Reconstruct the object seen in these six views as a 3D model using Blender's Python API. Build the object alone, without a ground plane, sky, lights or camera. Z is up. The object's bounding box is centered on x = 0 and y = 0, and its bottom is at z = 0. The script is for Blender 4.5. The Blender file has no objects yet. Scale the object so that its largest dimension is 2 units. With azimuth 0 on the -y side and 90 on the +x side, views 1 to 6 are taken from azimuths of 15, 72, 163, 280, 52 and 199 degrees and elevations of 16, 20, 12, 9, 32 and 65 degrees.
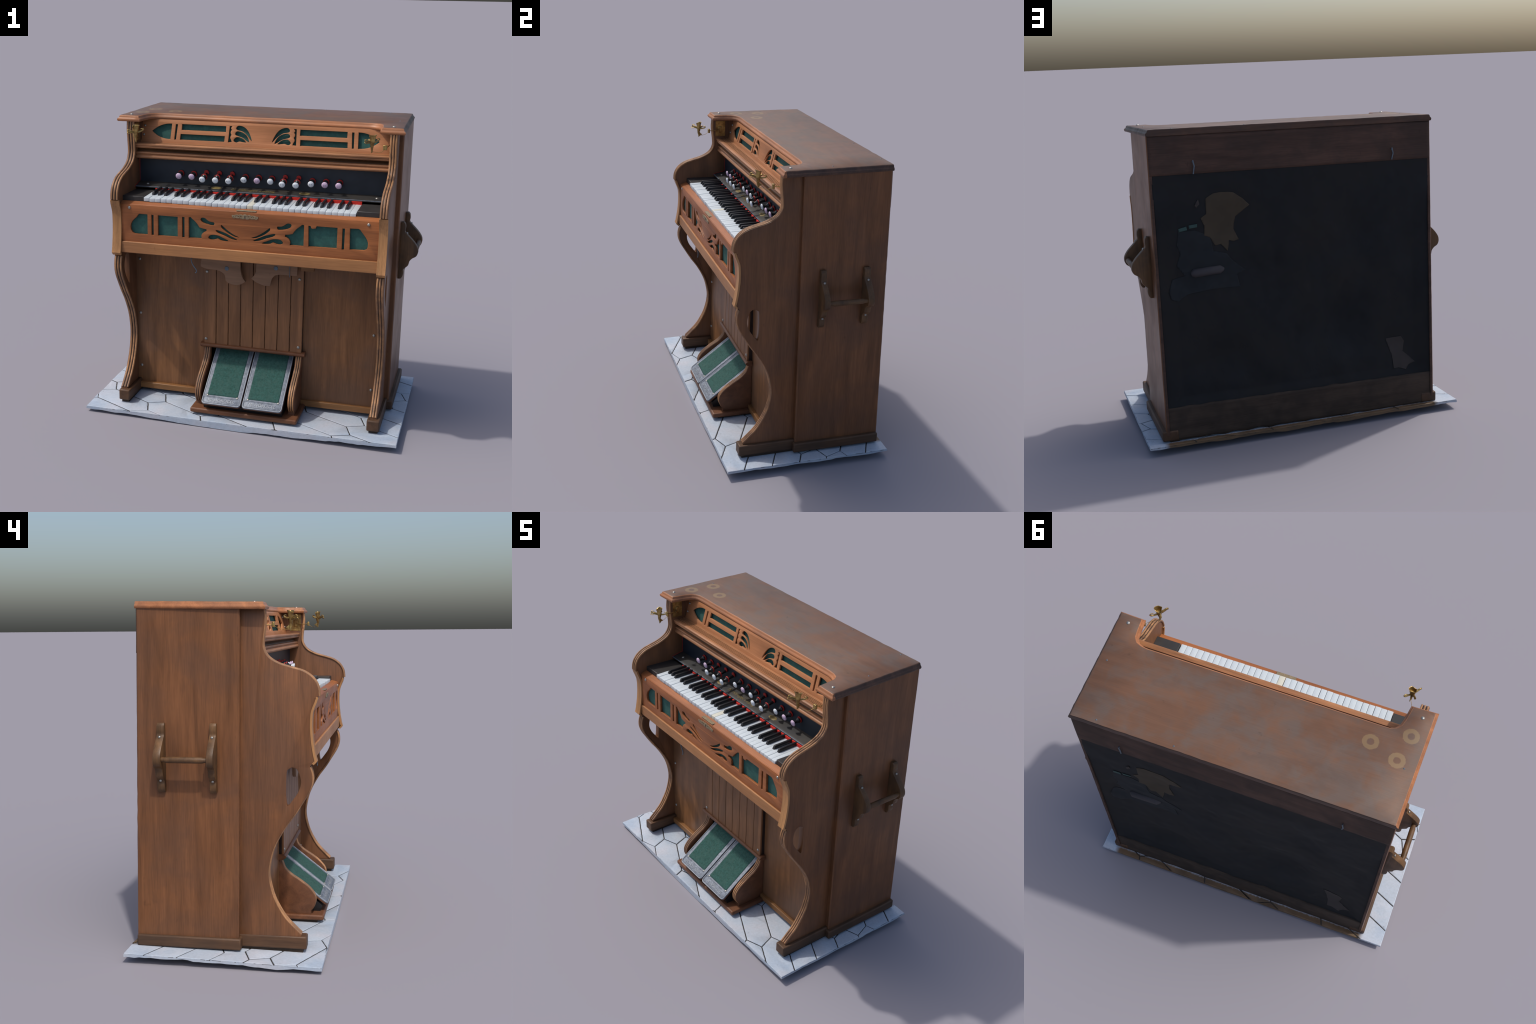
import bpy, bmesh, math, random
from mathutils import Vector, Matrix, noise

random.seed(7)
XC = 0.025            # centre line of the organ
XL, XR = -.767, .822
TILT = 0.008          # the organ stands a little higher on the right

def tz(x, z):
    return z + TILT * (x - XC)

# ------------------------------------------------------------------ materials
def new_mat(name):
    m = bpy.data.materials.new(name)
    m.use_nodes = True
    nt = m.node_tree
    return m, nt, nt.nodes["Principled BSDF"]

def N(nt, kind, **kw):
    n = nt.nodes.new(kind)
    for k, v in kw.items():
        setattr(n, k, v)
    return n

def math_node(nt, op, a, b=None, c=None):
    n = N(nt, "ShaderNodeMath", operation=op)
    for i, v in enumerate((a, b, c)):
        if v is None:
            continue
        if isinstance(v, (int, float)):
            n.inputs[i].default_value = v
        else:
            nt.links.new(v, n.inputs[i])
    return n.outputs[0]

def mix(nt, fac, a, b, mode='MIX'):
    n = N(nt, "ShaderNodeMix", data_type='RGBA', blend_type=mode)
    for sock, v in ((0, fac), (6, a), (7, b)):
        if isinstance(v, (int, float)):
            n.inputs[sock].default_value = v
        elif isinstance(v, tuple):
            n.inputs[sock].default_value = (*v[:3], 1)
        else:
            nt.links.new(v, n.inputs[sock])
    return n.outputs[2]

def coords(nt, scale=(1, 1, 1), loc=(0, 0, 0)):
    tc = N(nt, "ShaderNodeTexCoord")
    mp = N(nt, "ShaderNodeMapping")
    mp.inputs["Scale"].default_value = scale
    mp.inputs["Location"].default_value = loc
    nt.links.new(tc.outputs["Object"], mp.inputs["Vector"])
    return mp.outputs[0]

def noise_tex(nt, vec, scale, detail=5, rough=.55, dist=0.):
    n = N(nt, "ShaderNodeTexNoise")
    n.inputs["Scale"].default_value = scale
    n.inputs["Detail"].default_value = detail
    n.inputs["Roughness"].default_value = rough
    n.inputs["Distortion"].default_value = dist
    nt.links.new(vec, n.inputs["Vector"])
    return n.outputs[0]

def ramp(nt, fac, stops):
    r = N(nt, "ShaderNodeValToRGB")
    cr = r.color_ramp
    while len(cr.elements) < len(stops):
        cr.elements.new(.5)
    for e, (p, c) in zip(cr.elements, stops):
        e.position = p
        e.color = (*c, 1) if isinstance(c, tuple) else (c, c, c, 1)
    nt.links.new(fac, r.inputs[0])
    return r.outputs[0]

def mul(c, k):
    return tuple(min(1, v * k) for v in c)

def wood(name, base, axis='z', rough=.42, contrast=1., alt=None, altk=.6, wear=None, bump=.15, patch=2.2, extra=None):
    """Varnished timber: long growth bands, fine pores along the grain, cloudy stain."""
    m, nt, bs = new_mat(name)
    st = {'x': (.09, 1, 1), 'y': (1, .09, 1), 'z': (1, 1, .09)}[axis]
    vec = coords(nt, st, (3.1, 1.7, .4))
    band = noise_tex(nt, vec, 16, 4, .6, .6)
    st2 = {'x': (.03, 1, 1), 'y': (1, .03, 1), 'z': (1, 1, .03)}[axis]
    fib = noise_tex(nt, coords(nt, st2), 230, 3, .7)
    cloud = noise_tex(nt, coords(nt), patch, 5, .6, .4)
    k = .34 * contrast
    col = ramp(nt, band, [(.25, mul(base, 1 - k)), (.5, base), (.75, mul(base, 1 + k))])
    if alt:
        col = mix(nt, ramp(nt, cloud, [(.42, 0.), (.62, altk)]), col, alt)
    f = ramp(nt, fib, [(.3, .72), (.62, 1.06)])
    col = mix(nt, .75 * min(1, contrast), col, f, 'MULTIPLY')
    # small dark stains and scratches
    spot = noise_tex(nt, coords(nt, (1, 1, .5)), 23, 3, .6)
    col = mix(nt, ramp(nt, spot, [(.68, 0.), (.80, .45)]), col, mul(base, .35))
    if wear:
        geo = N(nt, "ShaderNodeNewGeometry")
        wn = noise_tex(nt, coords(nt, st), 60, 4, .7)
        pm = math_node(nt, 'ADD', geo.outputs["Pointiness"], math_node(nt, 'MULTIPLY', wn, .10))
        col = mix(nt, ramp(nt, pm, [(.57, 0.), (.63, .55)]), col, wear)
    if extra:
        col = extra(nt, col)
    nt.links.new(col, bs.inputs["Base Color"])
    rr = ramp(nt, cloud, [(.3, rough - .06), (.7, rough + .12)])
    nt.links.new(rr, bs.inputs["Roughness"])
    bs.inputs["Specular IOR Level"].default_value = .28
    b = N(nt, "ShaderNodeBump")
    b.inputs["Strength"].default_value = bump
    b.inputs["Distance"].default_value = .002
    nt.links.new(fib, b.inputs["Height"])
    nt.links.new(b.outputs[0], bs.inputs["Normal"])
    return m

def plain(name, base, rough=.5, var=.15, scale=30, metal=0., alt=None, spec=.4, bump=0., bscale=120, lo=.45, hi=.65):
    m, nt, bs = new_mat(name)
    n = noise_tex(nt, coords(nt), scale, 5, .6)
    col = ramp(nt, n, [(.3, mul(base, 1 - var)), (.7, mul(base, 1 + var))])
    if alt:
        n2 = noise_tex(nt, coords(nt, (1, 1, 1), (4, 2, 7)), scale * .4, 6, .65)
        col = mix(nt, ramp(nt, n2, [(lo, 0.), (hi, .85)]), col, alt)
    nt.links.new(col, bs.inputs["Base Color"])
    bs.inputs["Roughness"].default_value = rough
    bs.inputs["Metallic"].default_value = metal
    bs.inputs["Specular IOR Level"].default_value = spec
    if bump:
        b = N(nt, "ShaderNodeBump")
        b.inputs["Strength"].default_value = bump
        b.inputs["Distance"].default_value = .003
        nt.links.new(noise_tex(nt, coords(nt), bscale, 3, .6), b.inputs["Height"])
        nt.links.new(b.outputs[0], bs.inputs["Normal"])
    return m

def lid_marks(nt, col):
    """three pale ring marks left by pots, and a few screw plugs"""
    tc = N(nt, "ShaderNodeTexCoord")
    sep = N(nt, "ShaderNodeSeparateXYZ")
    nt.links.new(tc.outputs["Object"], sep.inputs[0])
    wob = noise_tex(nt, coords(nt), 60, 4, .6)
    tot = None
    for (cx, cy) in ((-.772, -.03), (-.744, .124), (-.589, .07)):
        dx = math_node(nt, 'SUBTRACT', sep.outputs[0], cx)
        dy = math_node(nt, 'SUBTRACT', sep.outputs[1], cy)
        d = math_node(nt, 'SQRT', math_node(nt, 'ADD', math_node(nt, 'MULTIPLY', dx, dx), math_node(nt, 'MULTIPLY', dy, dy)))
        d = math_node(nt, 'ADD', d, math_node(nt, 'MULTIPLY', math_node(nt, 'SUBTRACT', wob, .5), .012))
        g = ramp(nt, math_node(nt, 'MULTIPLY', d, 10), [(.17, 0.), (.21, .45), (.42, .45), (.45, 0.)])
        tot = g if tot is None else math_node(nt, 'MAXIMUM', tot, g)
    return mix(nt, tot, col, (.25, .175, .085))

def stains(nt, col):
    """dark knots and ink-like stains drawn out along the grain"""
    v = coords(nt, (1, 1, .35), (9, 4, 2))
    a = noise_tex(nt, v, 7, 4, .65, .5)
    return mix(nt, ramp(nt, a, [(.66, 0.), (.80, .4)]), col, (.055, .030, .020))

def lid_finish(nt, col):
    """sun-bleached and amber clouds in the old varnish, then the ring marks"""
    a = noise_tex(nt, coords(nt, (.55, 1, 1), (2, 8, 1)), 7, 6, .62, .5)
    col = mix(nt, ramp(nt, a, [(.50, 0.), (.70, .38)]), col, (.175, .080, .040))
    b = noise_tex(nt, coords(nt, (.5, 1, 1), (7, 1, 3)), 11, 5, .6, .3)
    col = mix(nt, ramp(nt, b, [(.54, 0.), (.70, .55)]), col, (.088, .058, .046))
    return lid_marks(nt, col)

M = {}
CASE = (.168, .071, .030)
M['case'] = wood('case_wood', CASE, 'z', rough=.36, alt=(.118, .057, .032), altk=.7, contrast=1.1, patch=2.6, extra=stains)
M['case_x'] = wood('case_wood_cross', CASE, 'x', alt=(.17, .072, .036), altk=.6)
M['plinth'] = wood('plinth_wood', (.090, .046, .024), 'y', alt=(.055, .034, .022), contrast=1.3, rough=.5)
M['lid'] = wood('lid_wood', (.128, .066, .040), 'x', rough=.46, alt=(.112, .082, .068), altk=.85, patch=6.0, extra=lid_finish, contrast=.45)
M['lid_edge'] = wood('lid_edge_wood', (.34, .135, .056), 'x', rough=.38, alt=(.22, .105, .06), contrast=1.2)
M['lid_dark'] = wood('lid_dark_edge', (.085, .045, .030), 'x', contrast=1.2, alt=(.05, .034, .028), patch=8)
M['mould'] = wood('moulding_wood', (.38, .172, .076), 'x', contrast=1.5, alt=(.26, .115, .055))
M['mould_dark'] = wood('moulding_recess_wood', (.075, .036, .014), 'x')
M['bead'] = wood('edge_bead_wood', (.36, .185, .085), 'z', contrast=1.7, alt=(.20, .11, .065), patch=9, altk=.8)
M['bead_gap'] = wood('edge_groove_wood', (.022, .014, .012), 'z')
M['strip'] = wood('pale_edge_wood', (.37, .185, .075), 'z', contrast=1.1)
M['grille'] = wood('grille_wood', (.43, .184, .080), 'x', rough=.4, contrast=.6, alt=(.35, .146, .062))
M['slip'] = wood('key_slip_wood', (.310, .108, .036), 'x', contrast=.9, alt=(.235, .080, .030))
M['rail'] = wood('key_rail_wood', (.37, .170, .066), 'x', contrast=.8, alt=(.29, .130, .056))
M['knee'] = wood('knee_board_wood', (.200, .090, .036), 'z', rough=.36, contrast=1.3, alt=(.135, .072, .042), altk=.75)
M['knee_x'] = wood('knee_strip_wood', (.23, .108, .040), 'x', contrast=1.1)
M['slat'] = wood('knee_slat_wood', (.21, .097, .042), 'z', contrast=1.1, alt=(.148, .077, .044))
M['lever'] = wood('knee_lever_wood', (.215, .122, .072), 'x', contrast=.8)
M['pedal_wood'] = wood('pedal_case_wood', (.165, .066, .030), 'x', contrast=1.2, alt=(.09, .042, .024))
M['handle'] = wood('handle_wood', (.115, .060, .026), 'z', contrast=1.5, alt=(.058, .036, .023), patch=7)
M['back_rail'] = wood('back_rail_wood', (.070, .037, .026), 'x', contrast=1.3, rough=.7, alt=(.045, .030, .024), bump=.4, patch=6)
M['back_base'] = wood('back_base_wood', (.050, .034, .024), 'x', contrast=1.2, rough=.75, alt=(.028, .022, .018), bump=.4, patch=6)
M['green'] = plain('green_cloth', (.024, .090, .076), .85, .18, 60, alt=(.020, .070, .062), bump=.2, bscale=500)
M['carpet'] = plain('green_carpet', (.024, .078, .066), .95, .35, 90, alt=(.036, .088, .074), bump=.6, bscale=420)
M['ebony'] = plain('black_stained_wood', (.010, .0165, .027), .45, .3, 14, alt=(.016, .022, .031))
M['ledge'] = plain('dusty_black_wood', (.022, .022, .023), .5, .3, 10, alt=(.040, .034, .026))
M['block'] = plain('key_block_black', (.030, .028, .027), .45, .2, 12)
M['ivory'] = plain('key_ivory', (.49, .54, .57), .35, .05, 25, bump=.12, bscale=45)
M['ivory_old'] = plain('key_ivory_yellowed', (.54, .53, .45), .35, .05, 25)
M['black_key'] = plain('key_black', (.012, .012, .014), .38, .2, 40)
M['felt'] = plain('red_felt', (.52, .022, .014), .9, .2, 120)
M['red'] = plain('red_collar', (.33, .018, .014), .6, .15, 60)
M['stem'] = plain('knob_stem_black', (.012, .012, .013), .35, .2, 60)
M['porc'] = plain('porcelain_white', (.62, .66, .70), .25, .05, 40)
M['porc_pink'] = plain('porcelain_lilac', (.56, .42, .56), .25, .05, 40)
M['ink'] = plain('ink', (.12, .12, .15), .6, .1, 40)
M['gold'] = plain('gold_lettering', (.17, .125, .045), .5, .3, 90)
M['brass'] = plain('aged_brass', (.40, .28, .10), .42, .35, 45, metal=.8, alt=(.16, .085, .03))
M['lip_highlight'] = plain('painted_lip_highlight', (.085, .105, .135), .45, .4, 60, alt=(.03, .035, .045), lo=.5, hi=.6)
M['zinc_worn'] = plain('pedal_zinc_rubbed', (.29, .315, .345), .5, .25, 60, metal=.25, alt=(.24, .26, .30))
M['escut'] = plain('tarnished_brass', (.25, .19, .115), .5, .25, 90, metal=.35, alt=(.18, .14, .08))
M['steel'] = plain('screw_steel', (.34, .33, .30), .35, .25, 200, metal=.7)
M['iron'] = plain('dark_iron', (.10, .13, .16), .5, .25, 100, metal=.3)
M['zinc'] = plain('pedal_zinc', (.150, .172, .208), .55, .35, 55, metal=.25, alt=(.27, .295, .325), lo=.54, hi=.74, bump=.3, bscale=160)
M['backcloth'] = plain('back_black_cloth', (.0060, .0072, .0090), .85, .4, 5, alt=(.0105, .0095, .0088), bump=.3, bscale=60)
M['patch_brown'] = plain('patch_brown_paper', (.046, .034, .021), .85, .12, 14)
M['patch_grey'] = plain('patch_grey_paper', (.036, .030, .028), .85, .15, 14)
M['patch_blue'] = plain('patch_dark_blue', (.0095, .0125, .0155), .85, .2, 14)
M['roll'] = plain('grey_roll', (.036, .032, .036), .7, .2, 8)
M['teal'] = plain('teal_scrap', (.026, .062, .056), .7, .2, 30)

def stone_mat():
    m, nt, bs = new_mat('pale_stone')
    big = noise_tex(nt, coords(nt), 5, 6, .6, .3)
    fine = noise_tex(nt, coords(nt), 70, 5, .6)
    col = ramp(nt, big, [(.3, (.33, .40, .495)), (.5, (.395, .445, .515)), (.72, (.44, .45, .50))])
    col = mix(nt, .5, col, ramp(nt, fine, [(.3, .80), (.65, 1.05)]), 'MULTIPLY')
    pit = noise_tex(nt, coords(nt), 34, 2, .5)
    col = mix(nt, ramp(nt, pit, [(.74, 0.), (.80, .7)]), col, (.12, .11, .12))
    # brown strip along the floor behind the organ
    tc = N(nt, "ShaderNodeTexCoord")
    sep = N(nt, "ShaderNodeSeparateXYZ")
    nt.links.new(tc.outputs["Object"], sep.inputs[0])
    y = math_node(nt, 'ADD', sep.outputs[1], math_node(nt, 'MULTIPLY', math_node(nt, 'SUBTRACT', fine, .5), .03))
    my = ramp(nt, math_node(nt, 'MULTIPLY', math_node(nt, 'SUBTRACT', y, .40), 5), [(.40, 0.), (.48, 1.)])
    ax = math_node(nt, 'ABSOLUTE', math_node(nt, 'SUBTRACT', sep.outputs[0], XC - .005))
    mx = ramp(nt, ax, [(.855, 1.), (.885, 0.)])
    brown_tone = ramp(nt, big, [(.35, (.16, .10, .055)), (.65, (.10, .068, .042))])
    col = mix(nt, math_node(nt, 'MULTIPLY', my, mx), col, brown_tone)
    nt.links.new(col, bs.inputs["Base Color"])
    bs.inputs["Roughness"].default_value = .6
    bs.inputs["Specular IOR Level"].default_value = .3
    b = N(nt, "ShaderNodeBump")
    b.inputs["Strength"].default_value = .35
    b.inputs["Distance"].default_value = .004
    nt.links.new(noise_tex(nt, coords(nt), 26, 5, .6), b.inputs["Height"])
    nt.links.new(b.outputs[0], bs.inputs["Normal"])
    return m
M['stone'] = stone_mat()
M['grout'] = plain('dark_grout', (.034, .031, .029), .9, .3, 60)

# ------------------------------------------------------------------ helpers
root = bpy.data.objects.new('reed_organ', None)
bpy.context.scene.collection.objects.link(root)
root['label'] = 'old wooden reed organ with fretwork panels on stone floor'
root['category'] = 'reed organ'

def link(ob, parent):
    bpy.context.scene.collection.objects.link(ob)
    ob.parent = parent
    return ob

def finish(ob, mat, parent, bevel=0., seg=2, smooth=40):
    me = ob.data
    mats = mat if isinstance(mat, list) else [mat]
    me.materials.clear()
    for x in mats:
        me.materials.append(M[x] if isinstance(x, str) else x)
    if bevel:
        b = ob.modifiers.new('edge', 'BEVEL')
        b.width = bevel
        b.segments = seg
        b.limit_method = 'ANGLE'
        b.angle_limit = math.radians(40)
    link(ob, parent)
    if smooth:
        for p in me.polygons:
            p.use_smooth = True
        try:
            me.set_sharp_from_angle(angle=math.radians(smooth))
        except Exception:
            pass
    return ob

def mesh(name, verts, faces, mat, parent, bevel=0., seg=2, smooth=40, tilt=True, fi=None):
    me = bpy.data.meshes.new(name)
    vs = [(v[0], v[1], tz(v[0], v[2]) if tilt else v[2]) for v in verts]
    me.from_pydata(vs, [], faces)
    bm = bmesh.new()
    bm.from_mesh(me)
    bmesh.ops.recalc_face_normals(bm, faces=bm.faces)
    bm.to_mesh(me)
    bm.free()
    ob = finish(bpy.data.objects.new(name, me), mat, parent, bevel, seg, smooth)
    if fi:
        for p, i in zip(me.polygons, fi):
            p.material_index = i
    return ob

BOX_F = [(0, 1, 3, 2), (4, 6, 7, 5), (0, 4, 5, 1), (2, 3, 7, 6), (0, 2, 6, 4), (1, 5, 7, 3)]
def box(name, x, y, z, mat, parent, bevel=.003, **kw):
    v = [(a, b, c) for a in x for b in y for c in z]
    return mesh(name, v, BOX_F, mat, parent, bevel, **kw)

def hexa(name, corners, mat, parent, bevel=.003, **kw):
    """corners in the same order as box(): x-major, then y, then z"""
    return mesh(name, corners, BOX_F, mat, parent, bevel, **kw)

def catmull(pts, n=8, closed=False):
    P = [Vector(p) for p in pts]
    out = []
    m = len(P)
    for i in range(m if closed else m - 1):
        if closed:
            a, b, c, d = P[i - 1], P[i], P[(i + 1) % m], P[(i + 2) % m]
        else:
            a, b, c, d = P[max(i - 1, 0)], P[i], P[i + 1], P[min(i + 2, m - 1)]
        for k in range(n):
            t = k / n
            out.append(.5 * ((2 * b) + (c - a) * t + (2 * a - 5 * b + 4 * c - d) * t * t + (3 * b - a - 3 * c + d) * t ** 3))
    if not closed:
        out.append(P[-1])
    return [tuple(p) for p in out]

def prism_x(name, prof, x0, x1, mat, parent, bevel=0., cuts=1, **kw):
    """profile in (y,z) drawn out along x"""
    n = len(prof)
    verts, faces = [], []
    xs = [x0 + (x1 - x0) * i / cuts for i in range(cuts + 1)]
    for xx in xs:
        verts += [(xx, p[0], p[1]) for p in prof]
    for j in range(cuts):
        for i in range(n):
            k = (i + 1) % n
            faces.append((j * n + i, j * n + k, (j + 1) * n + k, (j + 1) * n + i))
    faces.append(tuple(range(n - 1, -1, -1)))
    faces.append(tuple(cuts * n + i for i in range(n)))
    return mesh(name, verts, faces, mat, parent, bevel, **kw)

def curve_mesh(cu):
    ob = bpy.data.objects.new('tmp', cu)
    bpy.context.scene.collection.objects.link(ob)
    dg = bpy.context.evaluated_depsgraph_get()
    dg.update()
    me = bpy.data.meshes.new_from_object(ob.evaluated_get(dg))
    bpy.data.objects.remove(ob)
    bpy.data.curves.remove(cu)
    return me

def fretted(name, loops, depth, to_world, mat, parent, bevel=.0015, smooth=35):
    """flat board cut to outline loops[0] with the openings loops[1:]; to_world(u,v,w)"""
    cu = bpy.data.curves.new(name, 'CURVE')
    cu.dimensions = '2D'
    cu.fill_mode = 'BOTH'
    cu.extrude = depth / 2 - bevel
    cu.bevel_depth = bevel
    cu.bevel_resolution = 1
    cu.offset = -bevel
    for lp in loops:
        s = cu.splines.new('POLY')
        s.points.add(len(lp) - 1)
        for p, q in zip(s.points, lp):
            p.co = (q[0], q[1], 0, 1)
        s.use_cyclic_u = True
    me = curve_mesh(cu)
    for v in me.vertices:
        p = to_world(v.co.x, v.co.y, v.co.z)
        v.co = (p[0], p[1], tz(p[0], p[2]))
    bm = bmesh.new()
    bm.from_mesh(me)
    bmesh.ops.remove_doubles(bm, verts=bm.verts, dist=1e-5)
    bmesh.ops.recalc_face_normals(bm, faces=bm.faces)
    bm.to_mesh(me)
    bm.free()
    return finish(bpy.data.objects.new(name, me), mat, parent, 0, smooth=smooth)

def tube(name, pts, r, mat, parent, radii=None, res=4, tilt=True, cyclic=False):
    cu = bpy.data.curves.new(name, 'CURVE')
    cu.dimensions = '3D'
    cu.bevel_depth = r
    cu.bevel_resolution = res
    cu.use_fill_caps = True
    s = cu.splines.new('POLY')
    s.points.add(len(pts) - 1)
    s.use_cyclic_u = cyclic
    for i, (p, q) in enumerate(zip(s.points, pts)):
        p.co = (q[0], q[1], tz(q[0], q[2]) if tilt else q[2], 1)
        p.radius = radii[i] if radii else 1
    me = curve_mesh(cu)
    return finish(bpy.data.objects.new(name, me), mat, parent, 0, smooth=50)

def lathe_data(name, prof, seg=24):
    """profile (r, h) turned about +z"""
    verts, faces = [], []
    for r, h in prof:
        for i in range(seg):
            a = 2 * math.pi * i / seg
            verts.append((r * math.cos(a), r * math.sin(a), h))
    for j in range(len(prof) - 1):
        for i in range(seg):
            k = (i + 1) % seg
            faces.append((j * seg + i, j * seg + k, (j + 1) * seg + k, (j + 1) * seg + i))
    faces.append(tuple(range(seg - 1, -1, -1)))
    faces.append(tuple((len(prof) - 1) * seg + i for i in range(seg)))
    me = bpy.data.meshes.new(name)
    me.from_pydata(verts, [], faces)
    for p in me.polygons:
        p.use_smooth = True
    me.set_sharp_from_angle(angle=math.radians(50))
    return me

def place(name, me, loc, parent, rot=None, scale=None):
    ob = bpy.data.objects.new(name, me)
    ob.location = (loc[0], loc[1], tz(loc[0], loc[2]))
    if rot is not None:
        ob.rotation_euler = rot
    if scale:
        ob.scale = scale
    return link(ob, parent)

SCREW = lathe_data('screw', [(.0001, 0), (.0095, 0), (.0095, .002), (.0075, .005), (.0035, .0065), (.0002, .007)], 16)
SCREW.materials.append(M['steel'])
PLUG = SCREW.copy()
PLUG.materials.clear()
PLUG.materials.append(M['iron'])
FACE_FRONT = (math.radians(90), 0, 0)    # +z -> -y

# ------------------------------------------------------------------ stone floor
X0, X1, Y0, Y1 = -.998, .996, -.522, .529
def floor_z(x, y):
    u = (x - X0) / (X1 - X0)
    v = (y - Y0) / (Y1 - Y0)
    return (1 - v) * ((1 - u) * .036 + u * .056) + v * ((1 - u) * .056 + u * .059)

nx, ny = 70, 36
verts, faces = [], []
for layer in (0, 1):
    for j in range(ny + 1):
        for i in range(nx + 1):
            x = X0 + .002 + (X1 - X0 - .004) * i / nx
            y = Y0 + .002 + (Y1 - Y0 - .004) * j / ny
            z = floor_z(x, y)
            if layer == 0:
                z -= .006
            else:
                front = max(0, 1 - (y - Y0) / .35)
                mid = max(0, 1 - abs(x + .05) / .95)
                left = max(0, 1 - (x - X0) / .12) * max(0, 1 - abs(y + .27) / .17)
                z -= .014 + .030 * (mid ** .8) * (.25 + .75 * front) + .012 * left
                z += .009 * (noise.noise((x * 7, y * 7, 2.)) - .25) + .004 * noise.noise((x * 31, y * 31, 6.))
                z = max(.0, z)
                if z < .004 and front > .8 and mid > .9:
                    z = 0
            verts.append((x, y, z))
W = nx + 1
off = W * (ny + 1)
for j in range(ny):
    for i in range(nx):
        a = j * W + i
        faces.append((a, a + 1, a + W + 1, a + W))
        faces.append((off + a, off + a + W, off + a + W + 1, off + a + 1))
rim = [i for i in range(nx)] + [nx + W * j for j in range(ny)] + [W * ny + i for i in range(nx, 0, -1)] + [W * j for j in range(ny, 0, -1)]
for k in range(len(rim)):
    a, b = rim[k], rim[(k + 1) % len(rim)]
    faces.append((a, off + a, off + b, b))
floor = mesh('stone_floor', verts, faces, 'stone', root, tilt=False, smooth=25)
gx0, gx1, gy0, gy1 = X0 + .004, X1 - .004, Y0 + .004, Y1 - .004
verts, faces = [], []
for j in range(9):
    for i in range(17):
        x = gx0 + (gx1 - gx0) * i / 16
        y = gy0 + (gy1 - gy0) * j / 8
        verts.append((x, y, floor_z(x, y) - .0035))
for j in range(8):
    for i in range(16):
        a = j * 17 + i
        faces.append((a, a + 1, a + 18, a + 17))
g = mesh('grout', verts, faces, 'grout', floor, tilt=False)
sm = g.modifiers.new('thick', 'SOLIDIFY')
sm.thickness = .004

def clip(poly, axis, lim, keep_less):
    out = []
    for i in range(len(poly)):
        p, q = poly[i], poly[(i + 1) % len(poly)]
        ip = (p[axis] <= lim) if keep_less else (p[axis] >= lim)
        iq = (q[axis] <= lim) if keep_less else (q[axis] >= lim)
        if ip:
            out.append(p)
        if ip != iq:
            t = (lim - p[axis]) / (q[axis] - p[axis])
            out.append((p[0] + (q[0] - p[0]) * t, p[1] + (q[1] - p[1]) * t))
    return out

def inset(poly, d):
    n = len(poly)
    out = []
    for i in range(n):
        p0, p1, p2 = Vector(poly[i - 1]), Vector(poly[i]), Vector(poly[(i + 1) % n])
        e1 = (p1 - p0).normalized()
        e2 = (p2 - p1).normalized()
        n1 = Vector((-e1.y, e1.x))
        n2 = Vector((-e2.y, e2.x))
        b = n1 + n2
        b = b / max(.25, b.length_squared) * 2
        out.append(tuple(p1 + b * d))
    return out

# the paving: stretched hexagons, edge vectors ea, eb, ec
ea, eb, ec = Vector((-.040, .105)), Vector((-.108, -.040)), Vector((-.279, .131))
t1, t2 = ea - eb, -eb - ec
D0 = Vector((-.629, -.372))
rnd = random.Random(3)
for m in range(-14, 16):
    for n in range(-8, 10):
        p = D0 + m * t1 + n * t2
        ring = [p, p - ea, p - ea + eb, p - ea + eb + ec, p + eb + ec, p + ec]
        ring = [(q.x, q.y) for q in ring]
        area = sum(ring[i][0] * ring[(i + 1) % 6][1] - ring[(i + 1) % 6][0] * ring[i][1] for i in range(6))
        if area < 0:
            ring.reverse()
        for ax, lim, less in ((0, X1, True), (0, X0, False), (1, Y1, True), (1, Y0, False)):
            if ring:
                ring = clip(ring, ax, lim, less)
        # drop doubled points
        cl = []
        for q in ring:
            if not cl or (Vector(q) - Vector(cl[-1])).length > .004:
                cl.append(q)
        if len(cl) > 2 and (Vector(cl[0]) - Vector(cl[-1])).length < .004:
            cl.pop()
        if len(cl) < 3:
            continue
        area = sum(cl[i][0] * cl[(i + 1) % len(cl)][1] - cl[(i + 1) % len(cl)][0] * cl[i][1] for i in range(len(cl))) / 2
        if area < .0006:
            continue
        # ragged edges: subdivide and wobble
        fine = []
        for i in range(len(cl)):
            a, b = Vector(cl[i]), Vector(cl[(i + 1) % len(cl)])
            k = max(1, int((b - a).length / .018))
            for s in range(k):
                fine.append(tuple(a + (b - a) * s / k))
        small = area < .006
        tiny = area < .0018
        r0 = inset(fine, .0009 if tiny else .0018 if small else .0036)
        r1 = inset(fine, .0016 if tiny else .0030 if small else .0064)
        rim0 = []
        for q in r0:
            w = .0016
            rim0.append((min(X1, max(X0, q[0] + w * noise.noise((q[0] * 60, q[1] * 60, 1)))), min(Y1, max(Y0, q[1] + w * noise.noise((q[0] * 60, q[1] * 60, 5))))))
        dz = rnd.uniform(-.0012, .0012)
        nn = len(rim0)
        verts = [(q[0], q[1], floor_z(*q) - .0055) for q in rim0]
        verts += [(q[0], q[1], floor_z(*q) - .0018 + dz) for q in rim0]
        verts += [(q[0], q[1], floor_z(*q) + dz) for q in r1]
        faces = []
        for i in range(nn):
            k = (i + 1) % nn
            faces.append((i, k, nn + k, nn + i))
            faces.append((nn + i, nn + k, 2 * nn + k, 2 * nn + i))
        faces.append(tuple(2 * nn + i for i in range(nn)))
        mesh('floor_tile', verts, faces, 'stone', floor, tilt=False, smooth=30)

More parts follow.
